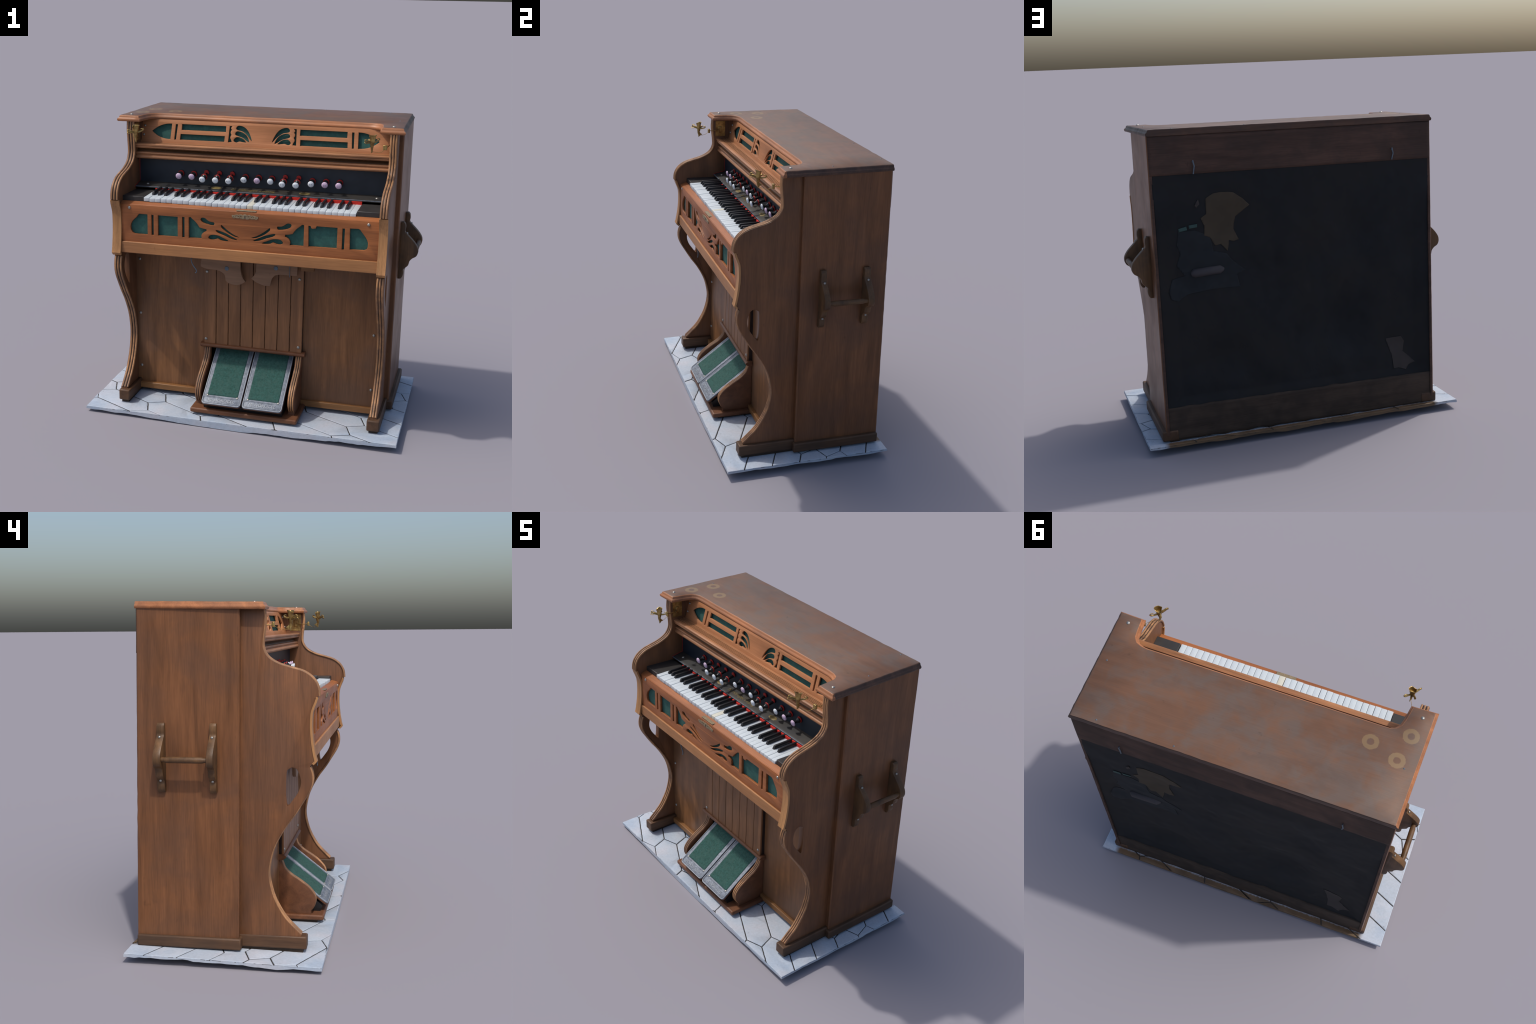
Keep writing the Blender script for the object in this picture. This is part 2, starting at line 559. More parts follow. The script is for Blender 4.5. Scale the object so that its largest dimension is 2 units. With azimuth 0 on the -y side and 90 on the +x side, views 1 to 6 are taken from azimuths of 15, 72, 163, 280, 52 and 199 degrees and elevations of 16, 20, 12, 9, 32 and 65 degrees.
# ------------------------------------------------------------------ case
def yback(z):
    return .455 + (1.85 - z) * .021
def xout_l(z):
    return -.848 + (1.85 - z) * .0005
def xout_r(z):
    return .885 + (1.85 - z) * .001
YG = -.074            # line where the front cheeks meet the box

zb, zt = .10, 1.851
def corner(x, y, z):
    return (x, y, z)
inner_l, inner_r = XL, XR
body = hexa('case', [
    (-.79, .02, zb), (-.79, .02, zt), (-.79, .32, zb), (-.79, .32, zt),
    (.84, .02, zb), (.84, .02, zt), (.84, .32, zb), (.84, .32, zt)], 'case', root, 0)

def side_board(sgn):
    xo = xout_l if sgn < 0 else xout_r
    xi = XL + .005 if sgn < 0 else XR - .005
    n = 40
    ring = []
    for s in range(n + 1):
        z = zb + (zt - zb) * s / n
        w = .0018 * noise.noise((z * 9, sgn * 3, 0))
        yb_ = yback(z) + .0022 * noise.noise((z * 22, sgn * 7, 4))
        yg = YG - .012 * (z - 1)
        o = xo(z) + w * .3
        xb = o - sgn * .020
        ring.append([(xi, yg, z), (o - sgn * .006, yg, z), (o, yg + .007, z), (o, yb_ - .006, z), (o - sgn * .005, yb_, z), (xb, yb_, z), (xb, .30, z), (xi, .30, z)])
    verts = [v for r in ring for v in r]
    faces = []
    for s in range(n):
        for i in range(8):
            k = (i + 1) % 8
            faces.append((s * 8 + i, s * 8 + k, (s + 1) * 8 + k, (s + 1) * 8 + i))
    faces += [tuple(range(7, -1, -1)), tuple(n * 8 + i for i in range(8))]
    return mesh('side_board', verts, faces, ['case', 'back_rail'], body, smooth=30, fi=[1 if k % 8 in (4, 5) and k < n * 8 else 0 for k in range(len(faces))])
side_board(-1)
side_board(1)

# back: top rail, bottom rail, sagging black cloth
def sag(x, z):
    """how deep the old cloth has sunk into the open back"""
    def g(cx, cz, sx, sz, d):
        return d * math.exp(-(((x - cx) / sx) ** 2 + ((z - cz) / sz) ** 2))
    d = -.007 + .031 * min(1, max(0, (1.50 - z) / .42)) ** 1.3
    d += g(-.22, .66, .19, .26, .050) + g(.50, .52, .15, .12, .030) + g(.45, 1.30, .15, .15, .022)
    d += g(-.36, 1.22, .12, .16, .022) + g(.70, 1.0, .14, .05, .012) + g(-.42, .60, .26, .20, .014) + g(-.33, .80, .14, .16, .010) + g(-.55, .46, .20, .10, .014) - g(-.22, .40, .08, .10, .014) + g(-.42, 1.18, .10, .16, .014) - g(.48, 1.16, .14, .10, .014) - g(-.66, .90, .08, .10, .008)
    e = min((x - xout_l(z) - .01) / .11, (xout_r(z) - .01 - x) / .11, (z - .24) / .07, 1)
    return d * max(0, min(1, e)) if d > 0 else d

def back_plate(name, x0, x1, z0, z1, inset_y, mat, nx, nz, amp, fq, parent, thick=.02, ragged=0., sink=False):
    verts, faces = [], []
    for j in range(nz + 1):
        for i in range(nx + 1):
            u, v = i / nx, j / nz
            z = z0 + (z1 - z0) * v
            a = x0(z) if callable(x0) else x0
            b = x1(z) if callable(x1) else x1
            x = a + (b - a) * u
            e = min(1, 12 * min(u, 1 - u, v, 1 - v) + .15)
            h = noise.noise((x * fq, z * fq, 3)) + .5 * noise.noise((x * fq * 2.3, z * fq * 2.3, 8))
            d = noise.noise((x * 9 + 3, z * 9, 11))
            h -= 2.2 * max(0, d - .42)
            y = yback(z) - inset_y + amp * h * e - (sag(x, z) if sink else 0)
            if ragged:
                if j == 0:
                    z += ragged * noise.noise((x * 14, 1, 2))
                if j == nz:
                    z += ragged * .4 * noise.noise((x * 14, 5, 2))
            verts.append((x, y, z))
    w = nx + 1
    for j in range(nz):
        for i in range(nx):
            a = j * w + i
            faces.append((a, a + 1, a + w + 1, a + w))
    ob = mesh(name, verts, faces, mat, parent, smooth=60)
    s = ob.modifiers.new('thick', 'SOLIDIFY')
    s.thickness = thick
    s.offset = -1
    if (ob.data.polygons[len(ob.data.polygons) // 2].normal.y < 0):
        ob.data.flip_normals()
    return ob
back_plate('back_top_rail', lambda z: xout_l(z) + .006, lambda z: xout_r(z) - .006, 1.625, 1.848, -.002, 'back_rail', 90, 14, .004, 9, body)
back_plate('back_bottom_rail', lambda z: xout_l(z) + .008, lambda z: xout_r(z) - .008, .062, .262, .006, 'back_base', 90, 14, .005, 8, body, ragged=.010)
cloth = back_plate('back_cloth', lambda z: xout_l(z) + .012, lambda z: xout_r(z) - .016, .245, 1.634, .007, 'backcloth', 150, 130, .0070, 6, body, thick=.006, sink=True)
def scrap(name, pts, mat, proud, parent, th=.0016, dome=0.):
    out = []
    for i in range(len(pts)):
        a, b = Vector(pts[i]), Vector(pts[(i + 1) % len(pts)])
        k = max(1, int((b - a).length / .02))
        out += [tuple(a + (b - a) * j / k) for j in range(k)]
    cu = bpy.data.curves.new(name, 'CURVE')
    cu.dimensions = '2D'
    cu.fill_mode = 'BOTH'
    sp = cu.splines.new('POLY')
    sp.points.add(len(out) - 1)
    for p, q in zip(sp.points, out):
        p.co = (q[0], q[1], 0, 1)
    sp.use_cyclic_u = True
    me = curve_mesh(cu)
    bm = bmesh.new()
    bm.from_mesh(me)
    for x in [-.75 + .0116 * i for i in range(134)]:
        bmesh.ops.bisect_plane(bm, geom=bm.verts[:] + bm.edges[:] + bm.faces[:], plane_co=(x, 0, 0), plane_no=(1, 0, 0))
    for z in [.28 + .0107 * i for i in range(123)]:
        bmesh.ops.bisect_plane(bm, geom=bm.verts[:] + bm.edges[:] + bm.faces[:], plane_co=(0, z, 0), plane_no=(0, 1, 0))
    for v in bm.verts:
        x, z = v.co.x, v.co.y
        h = noise.noise((x * 6, z * 6, 3)) + .5 * noise.noise((x * 13.8, z * 13.8, 8)) - 2.2 * max(0, noise.noise((x * 9 + 3, z * 9, 11)) - .38)
        v.co = (x, yback(z) + proud - sag(x, z) - .007 + .007 * h, tz(x, z))
    bm.to_mesh(me)
    bm.free()
    ob = finish(bpy.data.objects.new(name, me), mat, parent, smooth=60)
    so = ob.modifiers.new('thick', 'SOLIDIFY')
    so.thickness = th
    so.offset = 0
    return ob
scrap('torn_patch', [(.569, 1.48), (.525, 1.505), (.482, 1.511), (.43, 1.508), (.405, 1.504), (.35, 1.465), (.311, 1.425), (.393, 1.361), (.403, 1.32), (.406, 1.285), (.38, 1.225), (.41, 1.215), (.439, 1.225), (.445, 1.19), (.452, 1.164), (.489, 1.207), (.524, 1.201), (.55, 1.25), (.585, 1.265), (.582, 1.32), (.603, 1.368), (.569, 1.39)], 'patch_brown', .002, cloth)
scrap('torn_patch', [(-.545, .501), (-.646, .509), (-.669, .474), (-.657, .41), (-.735, .334), (-.69, .319), (-.667, .294), (-.62, .310), (-.587, .306), (-.582, .388)], 'patch_grey', .002, cloth)
scrap('torn_patch', [(.735, 1.30), (.64, 1.30), (.575, 1.27), (.55, 1.25), (.535, 1.17), (.46, 1.15), (.42, 1.10), (.35, 1.04), (.44, 1.00), (.70, 1.02), (.755, 1.10), (.73, 1.17), (.75, 1.22)], 'patch_blue', .0014, cloth)
scrap('torn_patch', [(.40, 1.02), (.384, .942), (.55, .945), (.70, .925), (.76, .89), (.80, .91), (.81, .955), (.786, 1.02), (.69, 1.04)], 'patch_grey', .0018, cloth).data.materials[0] = M['patch_blue']
scrap('teal_scrap', [(.675, 1.332), (.625, 1.337), (.625, 1.318), (.672, 1.313)], 'teal', .004, cloth)
scrap('teal_scrap', [(.735, 1.315), (.688, 1.327), (.685, 1.306), (.733, 1.297)], 'teal', .004, cloth)
scrap('pale_scrap', [(.625, 1.462), (.612, 1.478), (.606, 1.450), (.626, 1.430), (.634, 1.442)], 'patch_grey', .005, cloth)
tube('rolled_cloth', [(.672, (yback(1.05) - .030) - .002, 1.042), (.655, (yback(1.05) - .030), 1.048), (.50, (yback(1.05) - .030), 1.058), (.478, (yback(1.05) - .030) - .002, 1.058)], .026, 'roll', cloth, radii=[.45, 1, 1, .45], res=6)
for hx, hz0, hz1 in ((.631, 1.70, 1.625), (-.589, 1.70, 1.632)):
    y = yback(hz0) + .004
    tube('back_hook', [(hx, y - .006, hz0 - .01), (hx, y + .008, hz0), (hx - .006, y + .010, hz0 - .03), (hx, y + .002, hz1)], .004, 'iron', body)

# ---- shaped cheeks either side of the keyboard
UPPER = [(-.206, 1.842), (-.210, 1.79), (-.206, 1.74), (-.200, 1.69), (-.200, 1.65), (-.216, 1.615), (-.244, 1.590), (-.29, 1.568), (-.345, 1.552), (-.40, 1.535), (-.441, 1.510), (-.467, 1.480), (-.482, 1.445), (-.486, 1.405)]
MIDDLE = [(-.472, 1.376), (-.459, 1.345), (-.450, 1.315), (-.447, 1.27), (-.448, 1.22), (-.454, 1.16), (-.464, 1.10), (-.472, 1.070)]
LOWER = [(-.440, 1.042), (-.450, 1.015), (-.454, .98), (-.449, .945), (-.433, .905), (-.40, .85), (-.362, .79), (-.318, .73), (-.278, .664), (-.250, .605), (-.233, .545), (-.223, .48), (-.228, .421), (-.247, .35), (-.275, .29), (-.31, .235), (-.355, .187), (-.394, .150)]
up, mi, lo = catmull(UPPER, 6), catmull(MIDDLE, 5), catmull(LOWER, 6)
HEART = [(-.350 + 1.05 * (y + .350), .94 + 1.04 * (z - .94)) for y, z in catmull([(-.317, 1.005), (-.328, 1.026), (-.348, 1.034), (-.368, 1.024), (-.383, .99), (-.386, .95), (-.372, .908), (-.345, .868), (-.325, .842), (-.318, .85), (-.314, .91)], 4, True)]

def push_in(line, d):
    out = []
    for i, p in enumerate(line):
        a = Vector(line[max(i - 1, 0)])
        b = Vector(line[min(i + 1, len(line) - 1)])
        t = (b - a).normalized()          # running downward
        nrm = Vector((-t.y, t.x))          # towards the back (+y)
        if nrm.x < 0 and abs(nrm.x) > .9:
            nrm = -nrm
        out.append((p[0] + nrm.x * d, p[1] + nrm.y * d))
    return out

def cheek(sgn):
    xi, xo = (XL, -.812) if sgn < 0 else (XR, .862)
    bi = -.757 if sgn < 0 else .813          # the beaded nosing is a little thicker than the board
    def wx(z):
        return (1.85 - z) * -.0035 if sgn > 0 else (1.85 - z) * .0025
    core_up, core_lo = push_in(up, .0055), push_in(lo, .0055)
    outline = core_up + [(-.460, 1.392)] + [(y + .002, z) for y, z in mi] + [(-.440, 1.052)] + core_lo + [(-.392, .134), (YG + .03, .134), (YG + .01, 1.842)]
    xm, th = (xi + xo) / 2, abs(xo - xi)
    xc, tc_ = xm, th
    pan = fretted('side_panel', [outline, HEART], th, lambda u, v, w: (xc + w + wx(v), u, v), 'case', root, bevel=.0025)
    xm, th = (bi + xo) / 2, abs(xo - bi)
    # three rounded beads along the shaped front edge
    for seg_ in (up, lo):
        line = push_in(seg_, .0062)
        for k in (-1, 0, 1):
            tube('edge_bead', [(xm + wx(z) + k * th * .315, y, z) for y, z in line], .0066, 'bead', pan, res=3)
        back = push_in(seg_, .0050)
        verts, faces = [], []
        for i, (y, z) in enumerate(back):
            verts += [(xm + wx(z) - th * .42, y, z), (xm + wx(z) + th * .42, y, z)]
            if i:
                faces.append((2 * i - 2, 2 * i - 1, 2 * i + 1, 2 * i))
        gob = mesh('bead_groove', verts, faces, 'bead_gap', pan)
        sol = gob.modifiers.new('thick', 'SOLIDIFY')
        sol.thickness = .003
        sol.offset = 0
    # plain pale strip on the middle stretch
    strip = [(-.478, 1.398)] + mi + [(-.455, 1.052)]
    o = push_in(strip, 0)
    inn = push_in(strip, .012)
    prism_x('edge_strip', o + inn[::-1], xm - th / 2 - .0012, xm + th / 2 + .0012, 'strip', pan, .0025)
    return pan
cheek(-1)
cheek(1)

# plinths: front foot and rear run on each side, bevelled on top
def plinth(sgn):
    fx = (-.738, -.811) if sgn < 0 else (.798, .877)
    rx = (-.762, -.866) if sgn < 0 else (.815, .911)
    p = hexa('plinth', [(a, b, c) for a in fx for b in (-.420, YG + .03) for c in (.066, .137)], 'plinth', root, .008, seg=2)
    hexa('plinth_rear', [(a, b, c) for a in rx for b in (YG - .002, .490) for c in (.062, .124)], 'plinth', p, .008)
    box('plinth_shadow_box', (min(fx) + .012, max(fx) - .012), (-.40, .48), (.040, .10), 'back_base', p, .002)  # inset dark box modelled as the shadow gap under the plinth
plinth(-1)
plinth(1)

# ------------------------------------------------------------------ lid
LID = [(-.868, -.219), (-.722, -.214), (-.714, -.16), (-.706, -.115), (-.697, -.083), (-.68, -.063), (-.655, -.053), (-.62, -.0515)]
LID += [(x, -.0515) for x in (-.4, -.2, 0, .2, .4, .62)]
LID += [(.668, -.0515), (.700, -.056), (.728, -.068), (.743, -.088), (.748, -.12), (.752, -.16), (.757, -.214), (.904, -.219)]
def lid_ring():
    pts = []
    n = len(LID)
    for i in range(n - 1):
        a, b = Vector(LID[i]), Vector(LID[i + 1])
        k = max(1, int((b - a).length / .03))
        for s in range(k):
            pts.append(tuple(a + (b - a) * s / k))
    pts.append(LID[-1])
    for s in range(1, 30):                 # right edge, front to back
        v = s / 30
        pts.append((.904 - .016 * v + .0025 * noise.noise((v * 24, 0, 0)), -.219 + (.462 + .219) * v))
    for s in range(0, 61):                 # back edge
        u = s / 60
        pts.append((.888 - (.888 + .856) * u, .462 + .003 * noise.noise((u * 30, 3, 0))))
    for s in range(1, 30):
        v = s / 30
        pts.append((-.856 - .012 * v, .462 - (.462 + .219) * v))
    return pts
ring = lid_ring()
prof = [(.020, -.038), (.004, -.036), (.0005, -.030), (.0, -.024), (.0035, -.018), (.009, -.014), (.0105, -.010), (.0125, -.004), (.017, 0.)]
verts, faces, fi = [], [], []
LIDZ = 1.875
def lid_top(x, y):
    return LIDZ + .010 * (y + .2) / .66 - .003 * (x - XC)
for d, h in prof:
    q = inset(ring, d)
    for (x, y), (ox, oy) in zip(q, ring):
        if oy > .44:
            y = oy - (.002 if h in (0., -.038) else 0)
            if abs(ox) > .8:
                x = q[ring.index((ox, oy))][0]
        hh = h + .0015 * noise.noise((ox * 20, oy * 20, 5)) * (1 if h > -.02 else 0)
        verts.append((x, y, lid_top(ox, oy) + hh))
n = len(ring)
for j in range(len(prof) - 1):
    for i in range(n):
        k = (i + 1) % n
        faces.append((j * n + i, j * n + k, (j + 1) * n + k, (j + 1) * n + i))
        fi.append(2 if (ring[i][1] > .44 and ring[k][1] > .44) or (ring[i][0] > .8 and ring[i][1] > -.215 and j < 8) else 1)
faces.append(tuple(range(n - 1, -1, -1)))
fi.append(0)
faces.append(tuple((len(prof) - 1) * n + i for i in range(n)))
fi.append(0)
lid = mesh('lid', verts, faces, ['lid', 'lid_edge', 'lid_dark'], root, smooth=45, fi=fi)
bm = bmesh.new()
bm.from_mesh(lid.data)
bmesh.ops.triangulate(bm, faces=[f for f in bm.faces if len(f.verts) > 4])
bm.to_mesh(lid.data)
bm.free()
for sx in (-.797, .829):
    place('lid_screw', SCREW, (sx, -.152, lid_top(sx, -.152) - .001), lid, None, (1.05, 1.05, 1))
for sx, sy in ((.836, .10), (.736, .44), (.316, .44), (-.79, .155)):
    place('lid_plug', SCREW, (sx, sy, lid_top(sx, sy) - .0045), lid, None, (.6, .6, 1))
for o in [o for o in bpy.data.objects if o.name.startswith('lid_plug')]:
    o.data = PLUG

# ------------------------------------------------------------------ fretwork panel above the music shelf
def arc(p, q, bulge, n=8):
    """points from p to q bowed sideways by bulge"""
    P, Q = Vector(p), Vector(q)
    d = Q - P
    nr = Vector((-d.y, d.x))
    return [tuple(P + d * (i / n) + nr * bulge * 4 * (i / n) * (1 - i / n)) for i in range(n + 1)]

def mirror(pts):
    return [(2 * .0215 - x, z) for x, z in pts][::-1]

GR = []
GR.append(arc((-.697, 1.768), (-.567, 1.818), .10) + arc((-.571, 1.723), (-.697, 1.768), .10))
GR.append([(-.542, 1.816), (-.528, 1.816), (-.534, 1.722), (-.546, 1.722)])
GR.append([(-.501, 1.818), (-.213, 1.818), (-.212, 1.782), (-.501, 1.782)])
GR.append([(-.506, 1.758), (-.217, 1.758), (-.218, 1.723), (-.508, 1.723)])
GR.append([(-.190, 1.820), (-.174, 1.820)] + arc((-.175, 1.816), (-.175, 1.799), -.35, 5) + arc((-.175, 1.798), (-.175, 1.768), -.22, 5) + arc((-.175, 1.767), (-.175, 1.738), -.22, 5) + [(-.170, 1.724), (-.194, 1.722)])
def fan(pts, lift):
    return catmull([(-.147 + (u - 1340) * .00066, lift - (v - 355 - (u - 1360) * .058) * .00066) for u, v in pts], 4, True)
GR.append(fan([(1338, 372), (1358, 351), (1402, 358), (1444, 386), (1478, 436), (1499, 492), (1488, 486), (1455, 446), (1404, 406), (1352, 391)], 1.821))
GR.append(fan([(1332, 428), (1350, 408), (1392, 414), (1434, 437), (1460, 470), (1474, 508), (1464, 507), (1440, 492), (1406, 468), (1346, 446)], 1.825))
GR.append(fan([(1321, 492), (1346, 466), (1384, 468), (1416, 483), (1444, 514), (1408, 511), (1378, 506), (1344, 514)], 1.828))
loops = [[(XL - .002, 1.842), (XR + .002, 1.842), (XR + .002, 1.688), (XL - .002, 1.688)]]
for gpts in GR:
    loops += [gpts, mirror(gpts)]
def ygr(z):
    return -.0555 - (1.82 - z) * .25
grille = fretted('fretwork_panel', loops, .012, lambda u, v, w: (u, ygr(v) + .006 + w, v), 'grille', root, bevel=.0016)
mesh('green_cloth_backing', [(XL, ygr(1.84) + .020, 1.84), (XR, ygr(1.84) + .020, 1.84), (XR, ygr(1.69) + .020, 1.69), (XL, ygr(1.69) + .020, 1.69),
                     (XL, ygr(1.84) + .024, 1.84), (XR, ygr(1.84) + .024, 1.84), (XR, ygr(1.69) + .024, 1.69), (XL, ygr(1.69) + .024, 1.69)],
     [(0, 1, 2, 3), (4, 7, 6, 5), (0, 4, 5, 1), (3, 2, 6, 7), (0, 3, 7, 4), (1, 5, 6, 2)], 'green', grille)
for sx, sz in ((XL + .022, 1.80), (XL + .018, 1.745), (XR - .018, 1.81), (XR - .016, 1.745)):
    place('panel_screw', SCREW, (sx, ygr(sz) - .001, sz), grille, FACE_FRONT, (.8, .8, .9))

# ---- reeded music shelf, mouldings
shelf_prof = [(-.03, 1.668), (-.03, 1.700), (ygr(1.70), 1.700)]
for k in range(4):
    y = -.108 - k * .0105
    shelf_prof += [(y + .0032, 1.700), (y + .0022, 1.6945), (y - .0022, 1.6945), (y - .0032, 1.700)]
shelf_prof += [(-.150, 1.701), (-.160, 1.704), (-.170, 1.703), (-.176, 1.698), (-.1755, 1.691), (-.171, 1.687), (-.1735, 1.682), (-.171, 1.676), (-.163, 1.673), (-.150, 1.673), (-.140, 1.668)]
shelf = prism_x('music_shelf', shelf_prof, XL - .002, XR + .002, 'mould', root, cuts=24, smooth=35)
for k in range(4):
    y = -.108 - k * .0105
    box('reed_groove', (XL, XR), (y - .0021, y + .0021), (1.690, 1.6952), 'bead_gap', shelf, 0)
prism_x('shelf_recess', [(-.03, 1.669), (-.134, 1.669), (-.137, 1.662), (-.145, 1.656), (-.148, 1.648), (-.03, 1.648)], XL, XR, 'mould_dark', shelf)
prism_x('shelf_moulding', [(-.03, 1.650), (-.152, 1.650), (-.160, 1.647), (-.163, 1.641), (-.160, 1.635), (-.156, 1.632), (-.158, 1.629), (-.166, 1.625), (-.169, 1.618), (-.167, 1.611), (-.160, 1.607), (-.03, 1.607)], XL - .002, XR + .002, 'mould', shelf, smooth=35)

# ---- stop board
stops = box('stop_board', (XL, XR), (-.108, -.085), (1.43, 1.612), 'ebony', root, .001)
ledge = prism_x('stop_ledge', [(-.10, 1.456), (-.178, 1.4395), (-.188, 1.437), (-.193, 1.434), (-.1935, 1.431), (-.190, 1.428), (-.10, 1.426)], XL + .004, XR - .004, 'ledge', stops, smooth=50)
tube('red_seam', [(XL + .001, -.109, 1.604), (XL + .001, -.1095, 1.457), (XL + .001, -.188, 1.439), (XL + .001, -.196, 1.428)], .0022, 'red', stops, res=1)
tube('ledge_lip_highlight', [(XL + .006, -.1905, 1.4355), (0, -.1905, 1.4355), (XR - .006, -.1905, 1.4355)], .0032, 'lip_highlight', stops, res=3)  # bluish highlight on the ledge lip, modelled as a thin pale tube
ls = math.radians(12)
for sx in (-.697, .752):
    place('ledge_screw', SCREW, (sx, -.148, 1.4453), stops, (ls, 0, 0), (1, 1, .8))

KNOB = [(.0001, .0), (.0155, .0), (.0165, .002), (.013, .007), (.0095, .013), (.008, .022), (.0095, .030), (.0135, .035), (.0165, .0375)]
knob_stem = lathe_data('knob_stem', KNOB, 20)
knob_stem.materials.append(M['stem'])
FACEP = [(.0165, .0375), (.0192, .0385), (.0196, .041), (.018, .0445), (.013, .0475), (.006, .0492), (.0002, .0496)]
face_w = lathe_data('knob_face', [(.0001, .0372)] + FACEP, 24)
face_w.materials.append(M['porc'])
face_p = face_w.copy()
face_p.materials.clear()
face_p.materials.append(M['porc_pink'])
COLL = [(.0125, .0), (.0195, .0), (.0200, .0025), (.0190, .0055), (.0125, .006)]
collar = lathe_data('knob_collar', COLL, 24)
collar.materials.append(M['red'])
long_stem = lathe_data('knob_rod', [(.0001, -.01), (.0085, -.01), (.0085, .05), (.0001, .05)], 14)
long_stem.materials.append(M['stem'])

def letters(name, txt, size, matrix, mat, parent, depth=.0004, shear=0., align='CENTER', sx=1.):
    cu = bpy.data.curves.new(name, 'FONT')
    cu.body = txt
    cu.size = size
    cu.extrude = depth
    cu.shear = shear
    cu.align_x = align
    cu.align_y = 'CENTER'
    cu.resolution_u = 2
    me = curve_mesh(cu)
    for v in me.vertices:
        v.co.x *= sx
        p = matrix @ v.co
        v.co = (p.x, p.y, tz(p.x, p.z))
    return finish(bpy.data.objects.new(name, me), mat, parent, smooth=0)

names = [("Vox", "humana"), ("Forte", "Expr."), ("Melodia", "8'"), ("Viola", "4'"), ("Diapason", "8'"), ("Dulciana", "8'"), ("Prolonge", "ment"),
         ("Flute", "4'"), ("Bourdon", "8'"), ("Celeste", "8'"), ("Aeolian", "8'"), ("Grand", "Organ"), ("Knie", "Forte")]
PINK = {0, 1, 6, 11, 12}
OUT = {2, 3, 4, 8, 9}
for i in range(13):
    x = -.487 + i * (1.008 / 12)
    xr = x + .008
    pull = .055 if i in OUT else .010
    zc = 1.517 - (.004 if i in OUT else 0)
    rot = Matrix.Rotation(math.radians(90), 4, 'X') @ Matrix.Rotation(math.radians(-5), 4, 'X')
    # each knob: rod, collar at the board, stem and porcelain face
    kn = place('stop_knob', knob_stem, (x, -.112 - pull, zc), root, (math.radians(102), 0, 0))
    place('knob_face', face_p if i in PINK else face_w, (x, -.112 - pull, zc), kn, None)
    f = bpy.context.scene.collection.objects[-1]
    f.matrix_parent_inverse = Matrix.Identity(4)
    f.location = (0, 0, 0)
    c = place('knob_collar', collar, (x, -.110, 1.522), kn, None)
    if pull < .02:
        r = place('knob_rod', long_stem, (0, 0, 0), kn, None, (1.2, 1.2, .3))
        r.location = (0, 0, -.012)
        c.location = (0, 0, -.012)
    else:
        c.location = (0, .010, -.056)
        c.scale = (.78, .78, 1)
        r = place('knob_rod', long_stem, (0, 0, 0), kn, None)
        r.location = (0, 0, -.048)
        c2 = place('knob_collar', collar, (0, 0, 0), kn, None)
        c2.location = (0, 0, -.007)
    # engraved stop name
    tm = Matrix.Translation((x, -.112 - pull, zc)) @ Matrix.Rotation(math.radians(102), 4, 'X')
    letters('stop_name', names[i][0], .0072, tm @ Matrix.Translation((0, .0035, .0488)), 'ink', kn, .0006, sx=.9)
    letters('stop_name', names[i][1], .0066, tm @ Matrix.Translation((0, -.0055, .0484)), 'ink', kn, .0006, sx=.9)
for o in [o for o in bpy.data.objects if o.name.startswith('stop_name')]:
    p = o.parent
    o.matrix_parent_inverse = (Matrix.Translation(p.location) @ p.rotation_euler.to_matrix().to_4x4()).inverted()

lm = Matrix.Translation((.0, -.150, 1.4463)) @ Matrix.Rotation(math.radians(12), 4, 'X')
letters('gold_lettering', "M. Hörügel, Leipzig", .034, lm @ Matrix.Translation((-.01, -.004, 0)), 'gold', stops, .0004, shear=.35, sx=1.05)
for mx in (-.245, .315):
    med = []
    for a in range(24):
        t = 2 * math.pi * a / 24
        rr = .034 * (1 + .10 * math.cos(7 * t))
        med.append((mx + rr * 1.0 * math.cos(t), -.150 + .5 * rr * math.sin(t)))
    fretted('gold_medal', [med], .0012, lambda u, v, w: (u, v, 1.4460 + (v + .150) * .212 + w), 'gold', stops, bevel=.0003)

# ------------------------------------------------------------------ keyboard
bed = box('keyboard', (XL, XR), (-.400, .02), (1.30, 1.384), 'block', root, .001)
box('red_felt', (-.628, .672), (-.200, -.186), (1.395, 1.4295), 'felt', bed, .001)
box('key_block', (XL, -.6285), (-.393, -.186), (1.355, 1.4155), 'block', bed, .003)
box('key_block', (.6725, XR), (-.393, -.186), (1.355, 1.4155), 'block', bed, .003)
KX0, KX1, NW = -.6265, .6705, 36
kw = (KX1 - KX0) / NW
def white_shape():
    # rounded-front key: head slightly overhanging the apron below
    h = kw / 2 - .0008
    top, y0, y1 = 0., -.401, -.19
    v = [(-h, y0, top), (h, y0, top), (h, y1, top + .009), (-h, y1, top + .009),
         (-h, y0, -.024), (h, y0, -.024), (h, y1, -.024), (-h, y1, -.024)]
    f = [(0, 1, 2, 3), (4, 7, 6, 5), (0, 4, 5, 1), (1, 5, 6, 2), (2, 6, 7, 3), (3, 7, 4, 0)]
    me = bpy.data.meshes.new('white_key')
    me.from_pydata(v, [], f)
    bm = bmesh.new()
    bm.from_mesh(me)
    bmesh.ops.bevel(bm, geom=[e for e in bm.edges], offset=.0016, segments=2, affect='EDGES', profile=.5)
    bmesh.ops.recalc_face_normals(bm, faces=bm.faces)
    bm.to_mesh(me)
    bm.free()
    for p in me.polygons:
        p.use_smooth = True
    me.set_sharp_from_angle(angle=math.radians(50))
    me.materials.append(M['ivory'])
    return me
wk = white_shape()
wk_old = wk.copy()
wk_old.materials.clear()
wk_old.materials.append(M['ivory_old'])
